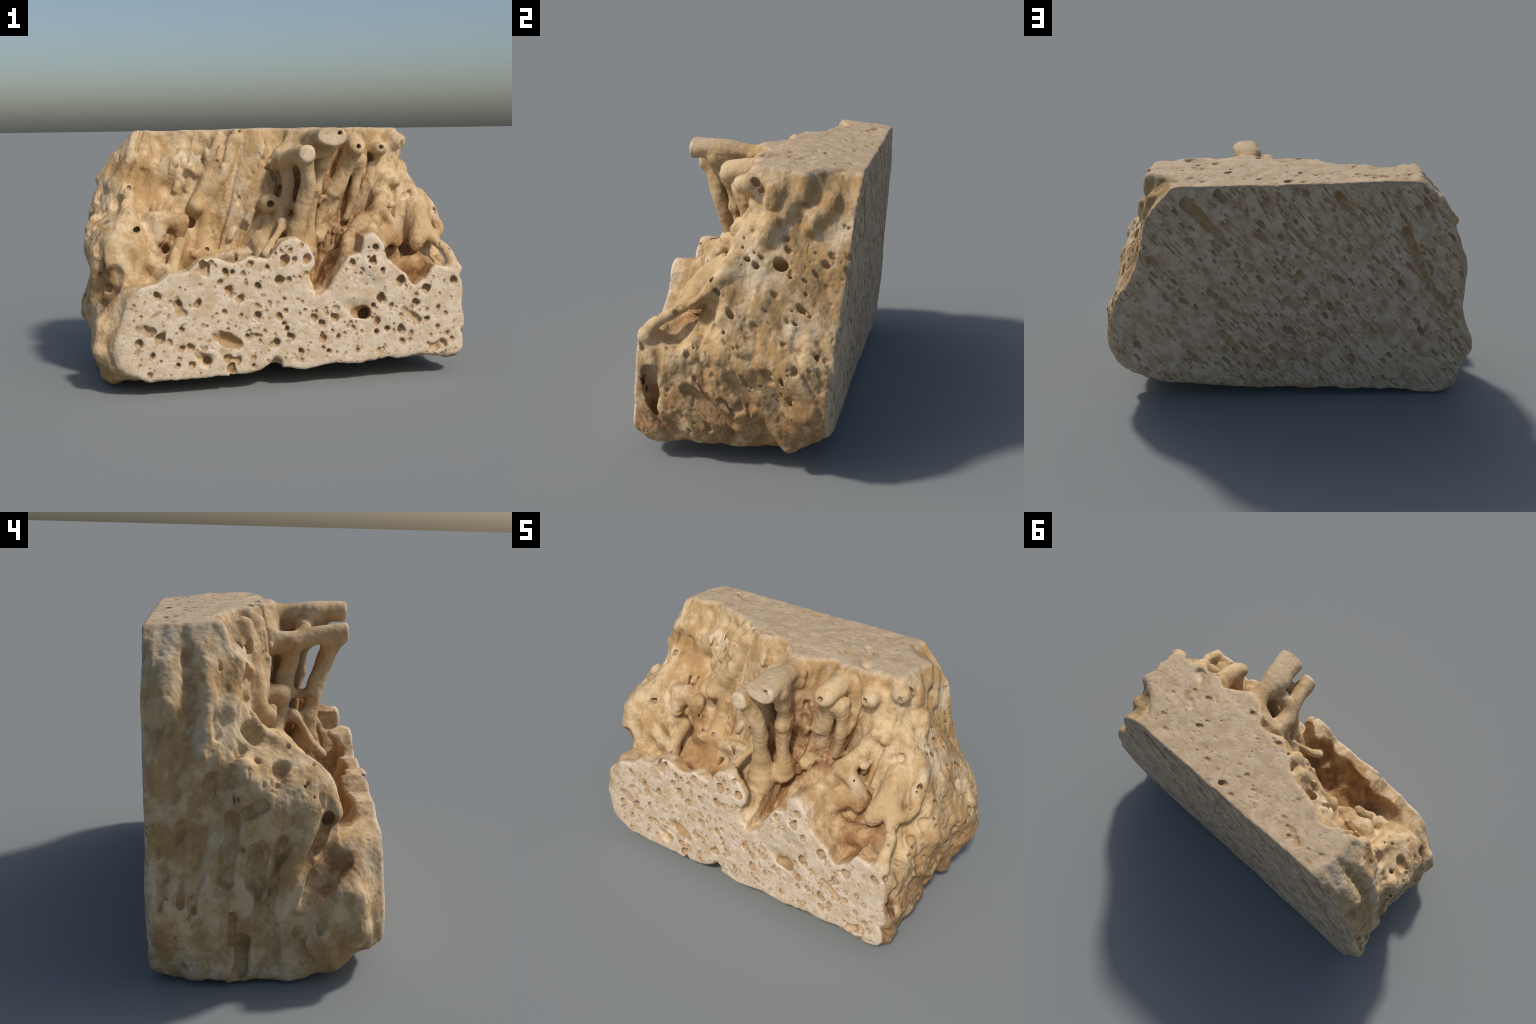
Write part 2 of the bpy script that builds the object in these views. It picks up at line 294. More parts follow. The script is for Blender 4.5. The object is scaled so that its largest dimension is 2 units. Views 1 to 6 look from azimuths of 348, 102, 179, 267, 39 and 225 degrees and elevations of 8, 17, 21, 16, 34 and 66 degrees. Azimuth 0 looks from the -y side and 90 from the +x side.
# ------------------------------------------------------------------ stems
STEMS = [
    # the tall stem with its sawn stub, and the thick branch above it
    [(.102, -.372, 1.143, .045), (.075, -.25, 1.125, .042), (.045, -.05, 1.09, .045), (.04, .06, 1.07, .05)],
    [(.105, -.345, 1.12, .044), (.132, -.295, 1.0, .036), (.10, -.245, .82, .038), (.08, -.22, .70, .05), (.07, -.215, .60, .075)],
    [(.225, -.39, 1.222, .048), (.212, -.26, 1.222, .050), (.208, -.13, 1.215, .034), (.20, -.02, 1.20, .06)],
    [(.25, -.28, 1.18, .04), (.226, -.225, 1.10, .034), (.189, -.185, .93, .028), (.165, -.165, .76, .032), (.165, -.16, .64, .045)],
    [(.423, -.165, 1.164, .045), (.43, -.08, 1.18, .05), (.44, .02, 1.18, .06)],
    [(.395, -.12, 1.12, .034), (.36, -.085, 1.0, .032), (.325, -.075, .93, .034), (.29, -.05, .86, .018), (.26, -.05, .76, .018)],
    [(.425, -.12, 1.10, .03), (.37, -.07, .94, .020), (.31, -.04, .80, .024), (.245, -.07, .69, .030)],
    [(.465, -.11, 1.10, .032), (.455, -.085, .97, .022), (.405, -.055, .79, .02)],
    [(.585, -.06, 1.152, .044), (.59, .03, 1.165, .05)],
    [(-.026, -.095, .878, .052), (-.02, -.02, .885, .045), (-.0, .08, .90, .05)],
    [(.05, -.15, 1.10, .038), (.065, -.145, .98, .03), (.045, -.11, .84, .032), (.0, -.08, .72, .04)],
    [(.03, -.17, .79, .022), (-.03, -.22, .71, .018), (-.08, -.27, .64, .03)],
    # long reeds clinging to the wall
    [(-.18, .03, 1.20, .036), (-.235, .005, 1.06, .034), (-.315, .01, .932, .034), (-.35, .015, .80, .028), (-.362, .0, .70, .038), (-.355, -.045, .64, .042)],
    [(-.255, .065, 1.20, .034), (-.30, .035, 1.06, .032), (-.38, .01, .90, .036), (-.392, -.01, .87, .040)],
    [(.0, -.05, .82, .03), (-.05, -.08, .70, .035), (-.09, -.15, .58, .04)],
]
# webs of stone between stems and wall
for w in ([(.215, -.29, 1.185, .03), (.21, -.15, 1.165, .042), (.20, .0, 1.15, .05)], [(.085, -.20, 1.125, .035), (.19, -.20, 1.18, .04)], [(.10, -.25, .86, .02), (.07, -.16, .88, .02)], [(.09, -.24, .76, .03), (.04, -.15, .78, .03)], [(.215, -.23, 1.08, .02), (.20, -.13, 1.06, .03)], [(.20, -.20, .95, .02), (.19, -.12, .93, .03)], [(.10, -.30, 1.11, .03), (.21, -.28, 1.16, .03)], [(.05, -.05, 1.13, .04), (.15, -.03, 1.17, .05)]):
    add(w, k=.025)
for i, s in enumerate(STEMS):
    cut = lambda x, y, z, i=i: np.maximum((z - top_z(x, y)).astype(np.float32) + 0 * x, np.float32(-.396) - y if i in (0, 2) else np.float32(-1))
    if i in (3, 5, 6, 7, 10, 12, 13, 15):      # fused to the wall along their length
        add([(x + .005, y + .032, z, r * .75) for x, y, z, r in s], k=.03, rough=.15)
    add(s, k=.026, tag=30 + i, cut=cut, flat=(1.5, 1, 1) if i == 2 else (1, 1, 1), rough=.065)

HOLE = 1; TAN = 2
# bored stem ends
for x, y, z, r in [(.264, -.40, 1.235, .012), (.423, -.22, 1.164, .013), (.585, -.125, 1.155, .013), (-.026, -.15, .878, .02), (-.711, -.142, .771, .02), (-.75, -.14, .862, .018), (-.727, .04, .965, .014), (-.352, -.12, .648, .012)]:
    dig([(x, y - .03, z, r), (x + .0, y + .045, z + .005, r * .8)], k=.006, tag=HOLE)

# ------------------------------------------------------------------ pores
def pore(p, d, length, r, tag, k=.006, uneven=0.0):
    p, d = np.asarray(p, float), np.asarray(d, float)
    d /= np.linalg.norm(d)
    dig([(*(p - d * length / 2), r), (*(p + d * length / 2), r)], k=k, tag=tag, wavy=uneven * r, flat=(1 + uneven * rng.uniform(-.6, .6), 1, 1 + uneven * rng.uniform(-.3, 1.1)) if uneven else (1, 1, 1))

# sawn front: the larger bores, (x, z, radius, tan?)
FRONT = [(-.424, .612, .021, 0), (-.318, .586, .012, 0), (-.283, .582, .009, 0), (-.199, .622, .014, 1), (-.303, .50, .019, 1), (-.25, .455, .018, 1), (-.455, .44, .020, 1), (-.65, .487, .017, 0), (-.55, .44, .020, 0),
    (-.16, .51, .014, 0), (-.055, .535, .018, 0), (-.028, .63, .021, 1), (.085, .632, .020, 1), (.06, .697, .009, 0), (.022, .632, .011, 1), (-.165, .365, .018, 0), (-.055, .355, .017, 1), (-.035, .318, .010, 0), (-.64, .285, .019, 0), (-.74, .262, .020, 0), (-.705, .335, .013, 1),
    (-.68, .2, .012, 0), (-.5, .23, .017, 1), (-.54, .23, .011, 0), (-.54, .32, .011, 0), (-.495, .145, .015, 1), (-.56, .145, .011, 0), (-.32, .167, .017, 1), (-.27, .152, .015, 1), (-.30, .11, .019, 1), (-.215, .265, .012, 0), (-.19, .12, .010, 0),
    (-.075, .225, .018, 0), (.0, .252, .015, 0), (.05, .175, .014, 0), (-.02, .29, .010, 0), (.12, .34, .016, 1), (.155, .31, .014, 0), (.225, .335, .020, 1), (.16, .235, .018, 1), (.24, .235, .010, 0), (.34, .16, .010, 1), (.19, .165, .010, 0),
    (.442, .675, .013, 0), (.425, .608, .016, 0), (.32, .60, .015, 1), (.475, .563, .010, 0), (.44, .558, .009, 1), (.575, .50, .021, 0), (.47, .415, .020, 0), (.425, .38, .012, 0), (.52, .375, .010, 1), (.445, .30, .015, 1), (.50, .262, .012, 0), (.575, .252, .019, 0), (.44, .25, .010, 0), (.58, .19, .014, 1), (.62, .195, .010, 1),
    (.65, .385, .015, 0), (.71, .30, .013, 0), (.71, .455, .018, 0), (.858, .487, .019, 0), (.82, .22, .012, 1), (.77, .255, .010, 1), (.80, .17, .017, 1), (.67, .29, .012, 1)]
for x, z, r, tan in FRONT:
    y = front_y(z)
    pore((x, y + (.006 if not tan else r * .3), z), (.12, 1, .25), .026 if not tan else .010, r * rng.uniform(.9, 1.15), TAN if tan else HOLE, k=.013, uneven=.2)
# a few larger caves in the front face
dig([(.262, -.475, .405, .034), (.32, -.47, .392, .045), (.375, -.455, .365, .042)], k=.02, wavy=.008)
dig([(.345, -.43, .352, .028), (.39, -.40, .340, .032), (.40, -.33, .32, .03)], k=.015, tag=TAN, wavy=.006)
dig([(-.372, -.45, .283, .022), (-.325, -.44, .26, .034), (-.275, -.43, .230, .028)], k=.01, tag=TAN, wavy=.005)
dig([(-.36, -.455, .25, .02), (-.36, -.45, .20, .02)], k=.012)
dig([(-.48, -.46, .20, .02), (-.43, -.44, .165, .032), (-.395, -.45, .176, .022)], k=.012, wavy=.005)
dig([(-.42, -.44, .16, .024), (-.415, -.39, .155, .02)], k=.01, tag=HOLE)
dig([(-.12, -.47, .12, .024), (-.075, -.45, .125, .028), (-.07, -.38, .10, .024)], k=.015, wavy=.005)
dig([(.59, -.44, .353, .017), (.655, -.43, .306, .017)], k=.008, tag=TAN)
dig([(-.69, -.442, .385, .009), (-.635, -.44, .412, .010)], k=.006, tag=TAN)
dig([(-.745, -.445, .336, .018), (-.685, -.43, .315, .022)], k=.01, tag=HOLE, wavy=.004)
dig([(-.56, -.44, .468, .015), (-.545, -.435, .405, .022)], k=.008, tag=TAN, wavy=.004)
dig([(.74, -.445, .150, .02), (.785, -.44, .160, .022)], k=.01, tag=TAN, wavy=.004)

def scatter(n, where, direction, rad, length, share_tan=.4, k=.006, uneven=0.0):
    for _ in range(n):
        p, nrm = where()
        r = rad[0] * (rad[1] / rad[0]) ** (rng.random() ** 2.2)
        L = r * (length[0] + (length[1] - length[0]) * rng.random() ** 1.5)
        d = np.asarray(direction(p), float) + rng.normal(0, .10, 3)
        pore(np.asarray(p) + nrm * r * rng.uniform(-.15, .45), d, L, r, 0 if share_tan is None else TAN if rng.random() < share_tan else HOLE, k=min(k, r * .8), uneven=uneven)

def on_front():
    while True:
        x, z = rng.uniform(-.92, .9), rng.uniform(.1, .74)
        if z < np.interp(x, WALL[:, 0], WALL[:, 1]) - .02:
            return (x, front_y(z), z), np.array([0, -1, 0])
def on_back():
    z = rng.uniform(.06, 1.22)
    x = rng.uniform(-.95, .97)
    return (x, back_y(z, x), z), np.array([0, 1, 0])
def on_top():
    x, y = rng.uniform(-.70, .72), rng.uniform(-.05, .42)
    return (x, y, top_z(x, y)), np.array([0, 0, 1])
def on_right():
    y, z = rng.uniform(-.42, .42), rng.uniform(.12, 1.2)
    return (float(RIGHT(y, z)), y, z), np.array([.9, 0, .3])
def on_left():
    y, z = rng.uniform(-.4, .42), rng.uniform(.06, 1.15)
    return (float(LEFT(y, z)), y, z), np.array([-.95, 0, .2])

scatter(330, on_front, lambda p: (.12, 1, .25), (.004, .013), (1.2, 2.2), .7, k=.009, uneven=.2)
scatter(120, on_back, lambda p: -REED + (0, .30, 0), (.006, .015), (2, 5), .45, uneven=.2)
scatter(650, on_back, lambda p: -REED + (0, .16, 0), (.003, .007), (1.5, 7), .4)
scatter(70, on_top, lambda p: (.6, .2, -.25), (.004, .014), (1, 4), .8)
scatter(300, on_right, lambda p: (-.35, .5, -.75), (.004, .013), (2, 6), .6)
scatter(150, on_left, lambda p: (.1, .1, 1), (.005, .015), (2, 9), None)
# long scoops left by big stems in the back face, (x, z) from - to, radius
for a, b, r in [((.52, 1.15), (.37, .99), .04), ((.38, 1.0), (.34, .95), .03), ((-.60, .98), (-.74, .66), .028), ((-.74, .66), (-.86, .52), .028), ((.42, .66), (.28, .52), .022), ((-.25, 1.18), (-.30, 1.10), .028), ((.36, .40), (.28, .31), .03), ((.02, .60), (-.03, .55), .025), ((.385, .93), (.36, .90), .02), ((.13, .24), (.10, .2), .022), ((-.21, .56), (-.24, .52), .022), ((.20, .8), (.18, .78), .022), ((-.66, 1.1), (-.665, 1.08), .02), ((-.22, .93), (-.23, .91), .02), ((-.68, .30), (-.69, .28), .02), ((.73, .85), (.69, .82), .022)]:
    r *= .8
    dig([(a[0], back_y(a[1], a[0]) + r * .05, a[1], r), (b[0], back_y(b[1], b[0]) + r * .6, b[1], r * .9)], k=.01, tag=TAN, wavy=.005)
# top hollows
for x, y, r in [(.50, .04, .03), (.47, .07, .02), (.42, .19, .02), (.13, -.02, .018), (.57, .36, .018), (.47, .17, .016), (-.46, .36, .014), (-.5, .38, .016), (.33, .08, .012)]:
    dig([(x, y, top_z(x, y) + .012, r), (x + .02, y - .02, top_z(x, y) + .01, r)], k=.012, tag=TAN if r < .02 else 0)
# deep grooves and holes of the right end
for a, b, r in [((.92, -.36, .40), (.89, -.335, .22), .034), ((.89, -.40, .36), (.87, -.40, .2), .012), ((.945, -.19, .345), (.925, -.004, .204), .036), ((.965, -.013, .42), (.945, .086, .32), .035), ((.97, .13, .475), (.96, .145, .45), .020), ((.93, .13, .22), (.90, .15, .13), .032), ((.94, -.17, .43), (.93, -.12, .37), .018), ((.96, .258, .655), (.95, .27, .64), .014), ((.96, .25, .60), (.95, .27, .59), .014), ((.95, .34, .585), (.94, .34, .57), .011), ((.94, .08, .68), (.93, .085, .655), .013), ((.94, .165, .70), (.94, .19, .675), .015), ((.93, .31, .745), (.93, .345, .70), .010), ((.96, .245, .385), (.95, .25, .35), .011), ((.96, .27, .39), (.95, .29, .37), .010), ((.94, .17, .335), (.91, .23, .20), .014), ((.93, .17, .25), (.92, .18, .22), .014), ((.90, .09, .81), (.90, .10, .76), .016), ((.93, .02, .30), (.925, .03, .285), .020), ((.93, -.045, .32), (.92, .01, .26), .011),
                ((.83, .167, .90), (.79, .15, .87), .028), ((.70, .30, 1.27), (.74, .29, 1.22), .045), ((.74, .355, 1.19), (.755, .395, 1.12), .014), ((.80, .19, 1.08), (.80, .2, 1.02), .03), ((.79, .265, 1.12), (.78, .26, 1.08), .022), ((.75, .09, 1.19), (.74, .08, 1.15), .03), ((.80, .30, 1.05), (.79, .32, .99), .02)]:
    dig([(*a, r), (*b, r)], k=.012, tag=TAN if r < .021 else 0, wavy=.006)
add([(.915, .13, .36, .03), (.895, .17, .26, .03), (.875, .235, .13, .035)], k=.04)
for x, y, z, r in [(.745, .10, 1.15, .035), (.74, .16, 1.10, .028), (.73, .22, 1.19, .028), (.785, .10, 1.02, .04), (.745, .27, 1.06, .028), (.715, .33, 1.13, .028), (.90, .10, .74, .035)]:
    add([(x - .02, y, z + .02, r), (x - .005, y - .01, z - .03, r * .9)], k=.03)
# pits and flutes of the left end
def on_left_end(y, z, inset):
    return (float(LEFT(y, z)) + inset, y, z)
for path, r, inset in [
        ([(.13, .63), (.135, .52), (.14, .40)], .026, .004), ([(.05, .52), (.035, .40), (.06, .28)], .032, .008), ([(.02, .54), (.02, .38)], .016, 0), ([(-.066, .63), (-.04, .48), (-.01, .33)], .015, 0), ([(.005, .30), (-.01, .24)], .02, 0),
        ([(.07, .66), (.03, .685)], .024, .01), ([(.20, .77), (.195, .68)], .022, .004), ([(.29, 1.15), (.27, 1.02), (.28, .92)], .022, .004), ([(.21, 1.10), (.20, .98), (.19, .90)], .014, 0), ([(.35, 1.0), (.34, .92)], .018, 0),
        ([(.12, .26), (.12, .17)], .018, .002), ([(.085, .17), (.09, .04)], .030, .006), ([(-.185, .25), (-.185, .22)], .016, .004), ([(-.27, .12), (-.35, .07)], .05, -.012), ([(.26, .35), (.255, .30)], .015, .01), ([(.30, .60), (.31, .55)], .014, .004),
        ([(.17, .36), (.18, .20)], .022, -.002), ([(.24, .52), (.24, .38)], .018, 0), ([(.32, .80), (.33, .70)], .020, .002), ([(-.02, .20), (-.03, .08)], .022, 0), ([(-.11, .22), (-.14, .09)], .022, 0), ([(.10, .86), (.13, .76)], .022, .002), ([(.36, .45), (.37, .36)], .016, .004),
        ([(-.035, .79), (-.03, .78)], .030, .012), ([(.06, .90), (.055, .885)], .036, .010)]:
    dig([(*on_left_end(y, z, inset), r * rng.uniform(.85, 1.1)) for y, z in path], k=.018, tag=0, wavy=.005)
for path, r in [([(.09, .79), (.085, .765)], .036), ([(.19, .33), (.20, .18)], .03), ([(.075, .34), (.085, .22)], .03), ([(.22, 1.12), (.22, 1.0), (.23, .85)], .022), ([(.12, 1.12), (.14, .98)], .03), ([(.35, 1.12), (.35, 1.0)], .03), ([(-.30, .34), (-.32, .22)], .05)]:
    add([(*on_left_end(y, z, r * .5), r) for y, z in path], k=.03)
dig([(-.86, .40, 1.03, .028), (-.885, .395, .94, .036), (-.915, .40, .86, .024)], k=.015, wavy=.005)


F = smax(F, (z3 - np.float32(1.272)) + 0 * x3 + 0 * y3, .006)
F = smax(F, np.float32(.001) - z3 + 0 * x3 + 0 * y3, .012)
for ax in range(3):                                      # close the grid
    F[tuple(slice(None) if i != ax else 0 for i in range(3))] = 1
    F[tuple(slice(None) if i != ax else -1 for i in range(3))] = 1

# ------------------------------------------------------------------ surface nets
def surface_nets(F):
    ins = F < 0
    n = np.array(F.shape) - 1
    cnt = np.zeros(n, np.uint8)
    for c in np.ndindex(2, 2, 2):
        cnt += ins[c[0]:c[0] + n[0], c[1]:c[1] + n[1], c[2]:c[2] + n[2]]
    cells = np.argwhere((cnt > 0) & (cnt < 8))
    idx = np.full(n, -1, np.int32)
    idx[tuple(cells.T)] = np.arange(len(cells))
    cor = {c: F[cells[:, 0] + c[0], cells[:, 1] + c[1], cells[:, 2] + c[2]] for c in np.ndindex(2, 2, 2)}
    acc = np.zeros((len(cells), 3)); num = np.zeros(len(cells))
    for ax in range(3):
        for c in np.ndindex(2, 2, 2):
            if c[ax]: continue
            e = list(c); e[ax] = 1
            a, b = cor[c], cor[tuple(e)]
            hit = (a < 0) != (b < 0)
            t = np.where(hit, a / np.where(hit, a - b, 1), 0)
            pt = np.tile(np.array(c, float), (len(cells), 1)); pt[:, ax] = t
            acc += pt * hit[:, None]; num += hit
    V = MINC + H * (cells + acc / num[:, None])
    quads = []
    for ax in range(3):
        u, v = (ax + 1) % 3, (ax + 2) % 3
        A = np.take(ins, range(0, F.shape[ax] - 1), axis=ax); Bn = np.take(ins, range(1, F.shape[ax]), axis=ax)
        for flip, mask in ((0, A & ~Bn), (1, ~A & Bn)):
            e = np.argwhere(mask)
            e = e[(e[:, u] > 0) & (e[:, v] > 0)]
            def at(du, dv):
                q = e.copy(); q[:, u] -= du; q[:, v] -= dv
                return idx[tuple(q.T)]
            q = np.stack([at(1, 1), at(0, 1), at(0, 0), at(1, 0)], 1)
            quads.append(q[:, ::-1] if flip else q)
    return V, np.concatenate(quads)

V, Q = surface_nets(F)

# keep the one connected stone
lab = np.arange(len(V))
E = np.concatenate([Q[:, [0, 1]], Q[:, [1, 2]], Q[:, [2, 3]], Q[:, [3, 0]]])
while True:
    m = np.minimum(lab[E[:, 0]], lab[E[:, 1]])
    new = lab.copy()
    np.minimum.at(new, E[:, 0], m); np.minimum.at(new, E[:, 1], m)
    new = new[new]; new = new[new]
    if (new == lab).all(): break
    lab = new
main = np.bincount(lab).argmax()
keep = lab == main
remap = np.cumsum(keep) - 1
Q = remap[Q[keep[Q[:, 0]]]]
V = V[keep]

def normals(V, Q):
    fn = np.cross(V[Q[:, 2]] - V[Q[:, 0]], V[Q[:, 3]] - V[Q[:, 1]])
    vn = np.zeros_like(V)
    for i in range(4):
        for a in range(3):
            vn[:, a] += np.bincount(Q[:, i], fn[:, a], len(V))
    return vn / np.maximum(np.linalg.norm(vn, axis=1), 1e-12)[:, None]

def relax(V, Q, amount):
    acc = np.zeros_like(V); num = np.zeros(len(V))
    for i in range(4):
        for j in (1, 3):
            o = Q[:, (i + j) % 4]
            for a in range(3):
                acc[:, a] += np.bincount(Q[:, i], V[o, a], len(V))
            num += np.bincount(Q[:, i], minlength=len(V))
    return V + amount * (acc / num[:, None] - V)

V = relax(V, Q, .5)
V = relax(V, Q, .45)
VN = normals(V, Q)

# ------------------------------------------------------------------ fine relief
def look(grid, P):
    return grid[tuple(np.clip(np.rint((P - MINC) / H).astype(int), 0, N - 1).T)]
vpore = look(PORE, V + VN * H * .7)
vlimb = look(LIMB, V - VN * H * .3)
del F, PORE, LIMB
front_m = np.clip(1 - (V[:, 1] - front_y(V[:, 2])) / .012, 0, 1)
back_m = np.clip((V[:, 1] - back_y(V[:, 2], V[:, 0]) + .02) / .012, 0, 1) * (VN[:, 1] > .6)
top_m = np.clip((V[:, 2] - top_z(V[:, 0], V[:, 1]) + .015) / .01, 0, 1)
sawn = np.maximum(np.maximum(front_m, back_m), top_m)
stem_m = ((vlimb >= 30) | (vlimb == 21)).astype(float)
end_m = np.clip((np.abs(V[:, 0]) - .62) / .15, 0, 1) * (1 - sawn)
along = V * (1, 1, .38)
rough = (1 - sawn) * (1 - .40 * stem_m)
disp = .0045 * fbm(along, 20, 3, 21) * rough + .0012 * fbm(V, 75, 2, 31) * rough
lean = np.stack([V[:, 0] - .33 * V[:, 2], V[:, 1], V[:, 2] * .25], 1)
disp += -.009 * np.clip(noise(V * (1, 1, .6), 66, 41) - .38, 0, 1) * end_m * np.clip(noise(V, 5, 43) * 2 + .4, 0, 1)
turned = np.stack([V[:, 0] * .78 - V[:, 2] * .62, V[:, 1] * .6, (V[:, 0] * .62 + V[:, 2] * .78) * .16], 1)
disp += -.008 * np.clip(fbm(turned, 46, 2, 51) - .25, 0, 1) * back_m
disp += -.004 * np.clip(fbm(V, 60, 2, 61) - .3, 0, 1) * (top_m + front_m)
V = V + VN * disp[:, None]
VN = normals(V, Q)

# ------------------------------------------------------------------ materials
def build_material(name, pore_kind=None):
    mat = bpy.data.materials.new(name); mat.use_nodes = True
    nt = mat.node_tree; nd = nt.nodes; lk = nt.links
    bsdf = nd["Principled BSDF"]
    bsdf.inputs["Roughness"].default_value = .85
    bsdf.inputs["Specular IOR Level"].default_value = .25
    co = nd.new("ShaderNodeTexCoord").outputs["Object"]

    def mapping(scale=(1, 1, 1), rot=(0, 0, 0)):
        m = nd.new("ShaderNodeMapping"); m.inputs["Scale"].default_value = scale; m.inputs["Rotation"].default_value = rot
        lk.new(co, m.inputs["Vector"]); return m.outputs["Vector"]
    def ntex(scale, detail=4, rough=.55, vec=None, dist=0.0):
        t = nd.new("ShaderNodeTexNoise"); t.inputs["Scale"].default_value = scale; t.inputs["Detail"].default_value = detail
        t.inputs["Roughness"].default_value = rough; t.inputs["Distortion"].default_value = dist
        lk.new(vec or co, t.inputs["Vector"]); return t.outputs["Fac"]
    def maprange(v, a, b, c=0, d=1):
        m = nd.new("ShaderNodeMapRange"); m.interpolation_type = 'SMOOTHSTEP'
        for i, x in zip((1, 2, 3, 4), (a, b, c, d)): m.inputs[i].default_value = x
        lk.new(v, m.inputs[0]); return m.outputs[0]
    def math_(op, a, b=None, clamp=False):
        m = nd.new("ShaderNodeMath"); m.operation = op; m.use_clamp = clamp
        for i, x in enumerate((a, b)):
            if x is None: continue
            if isinstance(x, (int, float)): m.inputs[i].default_value = x
            else: lk.new(x, m.inputs[i])
        return m.outputs[0]
    def mix(fac, a, b):
        m = nd.new("ShaderNodeMix"); m.data_type = 'RGBA'
        for sock, x in ((m.inputs[0], fac), (m.inputs[6], a), (m.inputs[7], b)):
            if isinstance(x, tuple): sock.default_value = (*x, 1)
            elif isinstance(x, (int, float)): sock.default_value = x
            else: lk.new(x, sock)
        return m.outputs[2]
    def blob(centre, size, inner=.5):
        s = nd.new("ShaderNodeVectorMath"); s.operation = 'SUBTRACT'; s.inputs[1].default_value = centre; lk.new(co, s.inputs[0])
        d = nd.new("ShaderNodeVectorMath"); d.operation = 'DIVIDE'; d.inputs[1].default_value = size; lk.new(s.outputs[0], d.inputs[0])
        l = nd.new("ShaderNodeVectorMath"); l.operation = 'LENGTH'; lk.new(d.outputs[0], l.inputs[0])
        return maprange(l.outputs["Value"], 1.0, inner)
    sep = nd.new("ShaderNodeSeparateXYZ"); lk.new(co, sep.inputs[0])
    X, Y, Z = sep.outputs

    big, mid, fine = ntex(4.5, 5, .6), ntex(16, 5, .65), ntex(90, 3, .6)
    cream, pale, tan, ochre = (.60, .435, .25), (.645, .51, .35), (.44, .295, .145), (.37, .215, .08)
    # weathered stone: cream with tan and ochre clouds and chalky patches
    col = mix(maprange(mid, .42, .60), cream, tan)
    col = mix(math_('MULTIPLY', maprange(big, .46, .60), .7), col, ochre)
    col = mix(math_('MULTIPLY', maprange(ntex(6, 5, .62, mapping((1.3, 1.1, .7))), .50, .66), .8), col, pale)
    # brown tint over the hollow, by position
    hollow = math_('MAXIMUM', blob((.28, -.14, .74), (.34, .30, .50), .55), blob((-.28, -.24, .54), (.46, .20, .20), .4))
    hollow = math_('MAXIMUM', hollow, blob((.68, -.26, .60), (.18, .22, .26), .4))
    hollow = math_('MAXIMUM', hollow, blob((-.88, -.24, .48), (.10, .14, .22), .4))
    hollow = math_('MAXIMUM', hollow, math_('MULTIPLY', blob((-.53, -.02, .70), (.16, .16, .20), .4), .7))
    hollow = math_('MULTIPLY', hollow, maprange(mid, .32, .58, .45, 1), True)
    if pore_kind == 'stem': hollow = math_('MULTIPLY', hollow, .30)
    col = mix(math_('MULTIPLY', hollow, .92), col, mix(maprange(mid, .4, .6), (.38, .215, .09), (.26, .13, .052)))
    # worn edges and knobs are tinted paler
    raised = nd.new('ShaderNodeNewGeometry')
    col = mix(math_('MULTIPLY', maprange(raised.outputs['Pointiness'], .52, .60), math_('MULTIPLY', maprange(ntex(9, 3), .38, .58), .55)), col, (.74, .62, .46))
    # the lower right end is browner
    rb = math_('MULTIPLY', maprange(X, .78, .86), maprange(math_('ADD', Z, math_('MULTIPLY', big, .4)), .72, .50))
    rb = math_('MULTIPLY', rb, maprange(ntex(9, 4, .6), .33, .52))
    col = mix(math_('MULTIPLY', rb, .88), col, mix(maprange(mid, .4, .6), (.36, .205, .09), (.25, .135, .058)))
    # sawn faces: pale and grey-cream, with fine stem sections
    fy = math_('SUBTRACT', Y, math_('MULTIPLY', Z, .043))
    front = maprange(fy, -.425, -.440)
    vor = nd.new("ShaderNodeTexVoronoi"); vor.inputs["Scale"].default_value = 34; lk.new(mapping((1, .4, 1)), vor.inputs["Vector"])
    spots = maprange(vor.outputs["Distance"], .30, .16)
    fcol = mix(maprange(mid, .40, .62), (.645, .525, .395), (.54, .42, .285))
    fcol = mix(math_('MULTIPLY', maprange(ntex(11, 3), .56, .68), .6), fcol, (.50, .36, .20))
    fcol = mix(math_('MULTIPLY', math_('MULTIPLY', spots, maprange(ntex(22, 2), .46, .56)), .7), fcol, (.40, .26, .13))
    col = mix(front, col, fcol)
    geo = nd.new('ShaderNodeNewGeometry'); gs = nd.new('ShaderNodeSeparateXYZ'); lk.new(geo.outputs['Normal'], gs.inputs[0])
    back = math_('MULTIPLY', maprange(math_('SUBTRACT', Y, math_('MULTIPLY', Z, .040)), .372, .388), maprange(gs.outputs[1], .15, .55))
    d1 = mapping((1, .5, 1), (0, math.radians(-38), 0))
    rot = nd.new("ShaderNodeMapping"); rot.inputs["Scale"].default_value = (1, .5, .17); lk.new(d1, rot.inputs["Vector"])
    streak = ntex(40, 5, .62, rot.outputs[0]); streak2 = ntex(70, 4, .6, rot.outputs[0])
    bcol = mix(maprange(mid, .40, .62), (.60, .47, .34), (.46, .335, .215))
    patchy = maprange(ntex(3.2, 3), .38, .58, .35, 1)
    bcol = mix(math_('MULTIPLY', maprange(streak, .52, .64), math_('MULTIPLY', patchy, .7)), bcol, (.34, .205, .09))
    bcol = mix(math_('MULTIPLY', maprange(streak2, .54, .64), math_('MULTIPLY', patchy, .85)), bcol, (.24, .14, .065))
    col = mix(back, col, bcol)
    ty = nd.new('ShaderNodeMath'); ty.operation = 'MAXIMUM'; ty.inputs[1].default_value = 0; lk.new(math_('SUBTRACT', Y, .06), ty.inputs[0])
    topm = maprange(math_('ADD', math_('ADD', Z, math_('MULTIPLY', ty.outputs[0], .07)), math_('MULTIPLY', X, .008)), 1.248, 1.262)
    tcol = mix(maprange(mid, .38, .62), (.53, .405, .27), (.44, .32, .195))
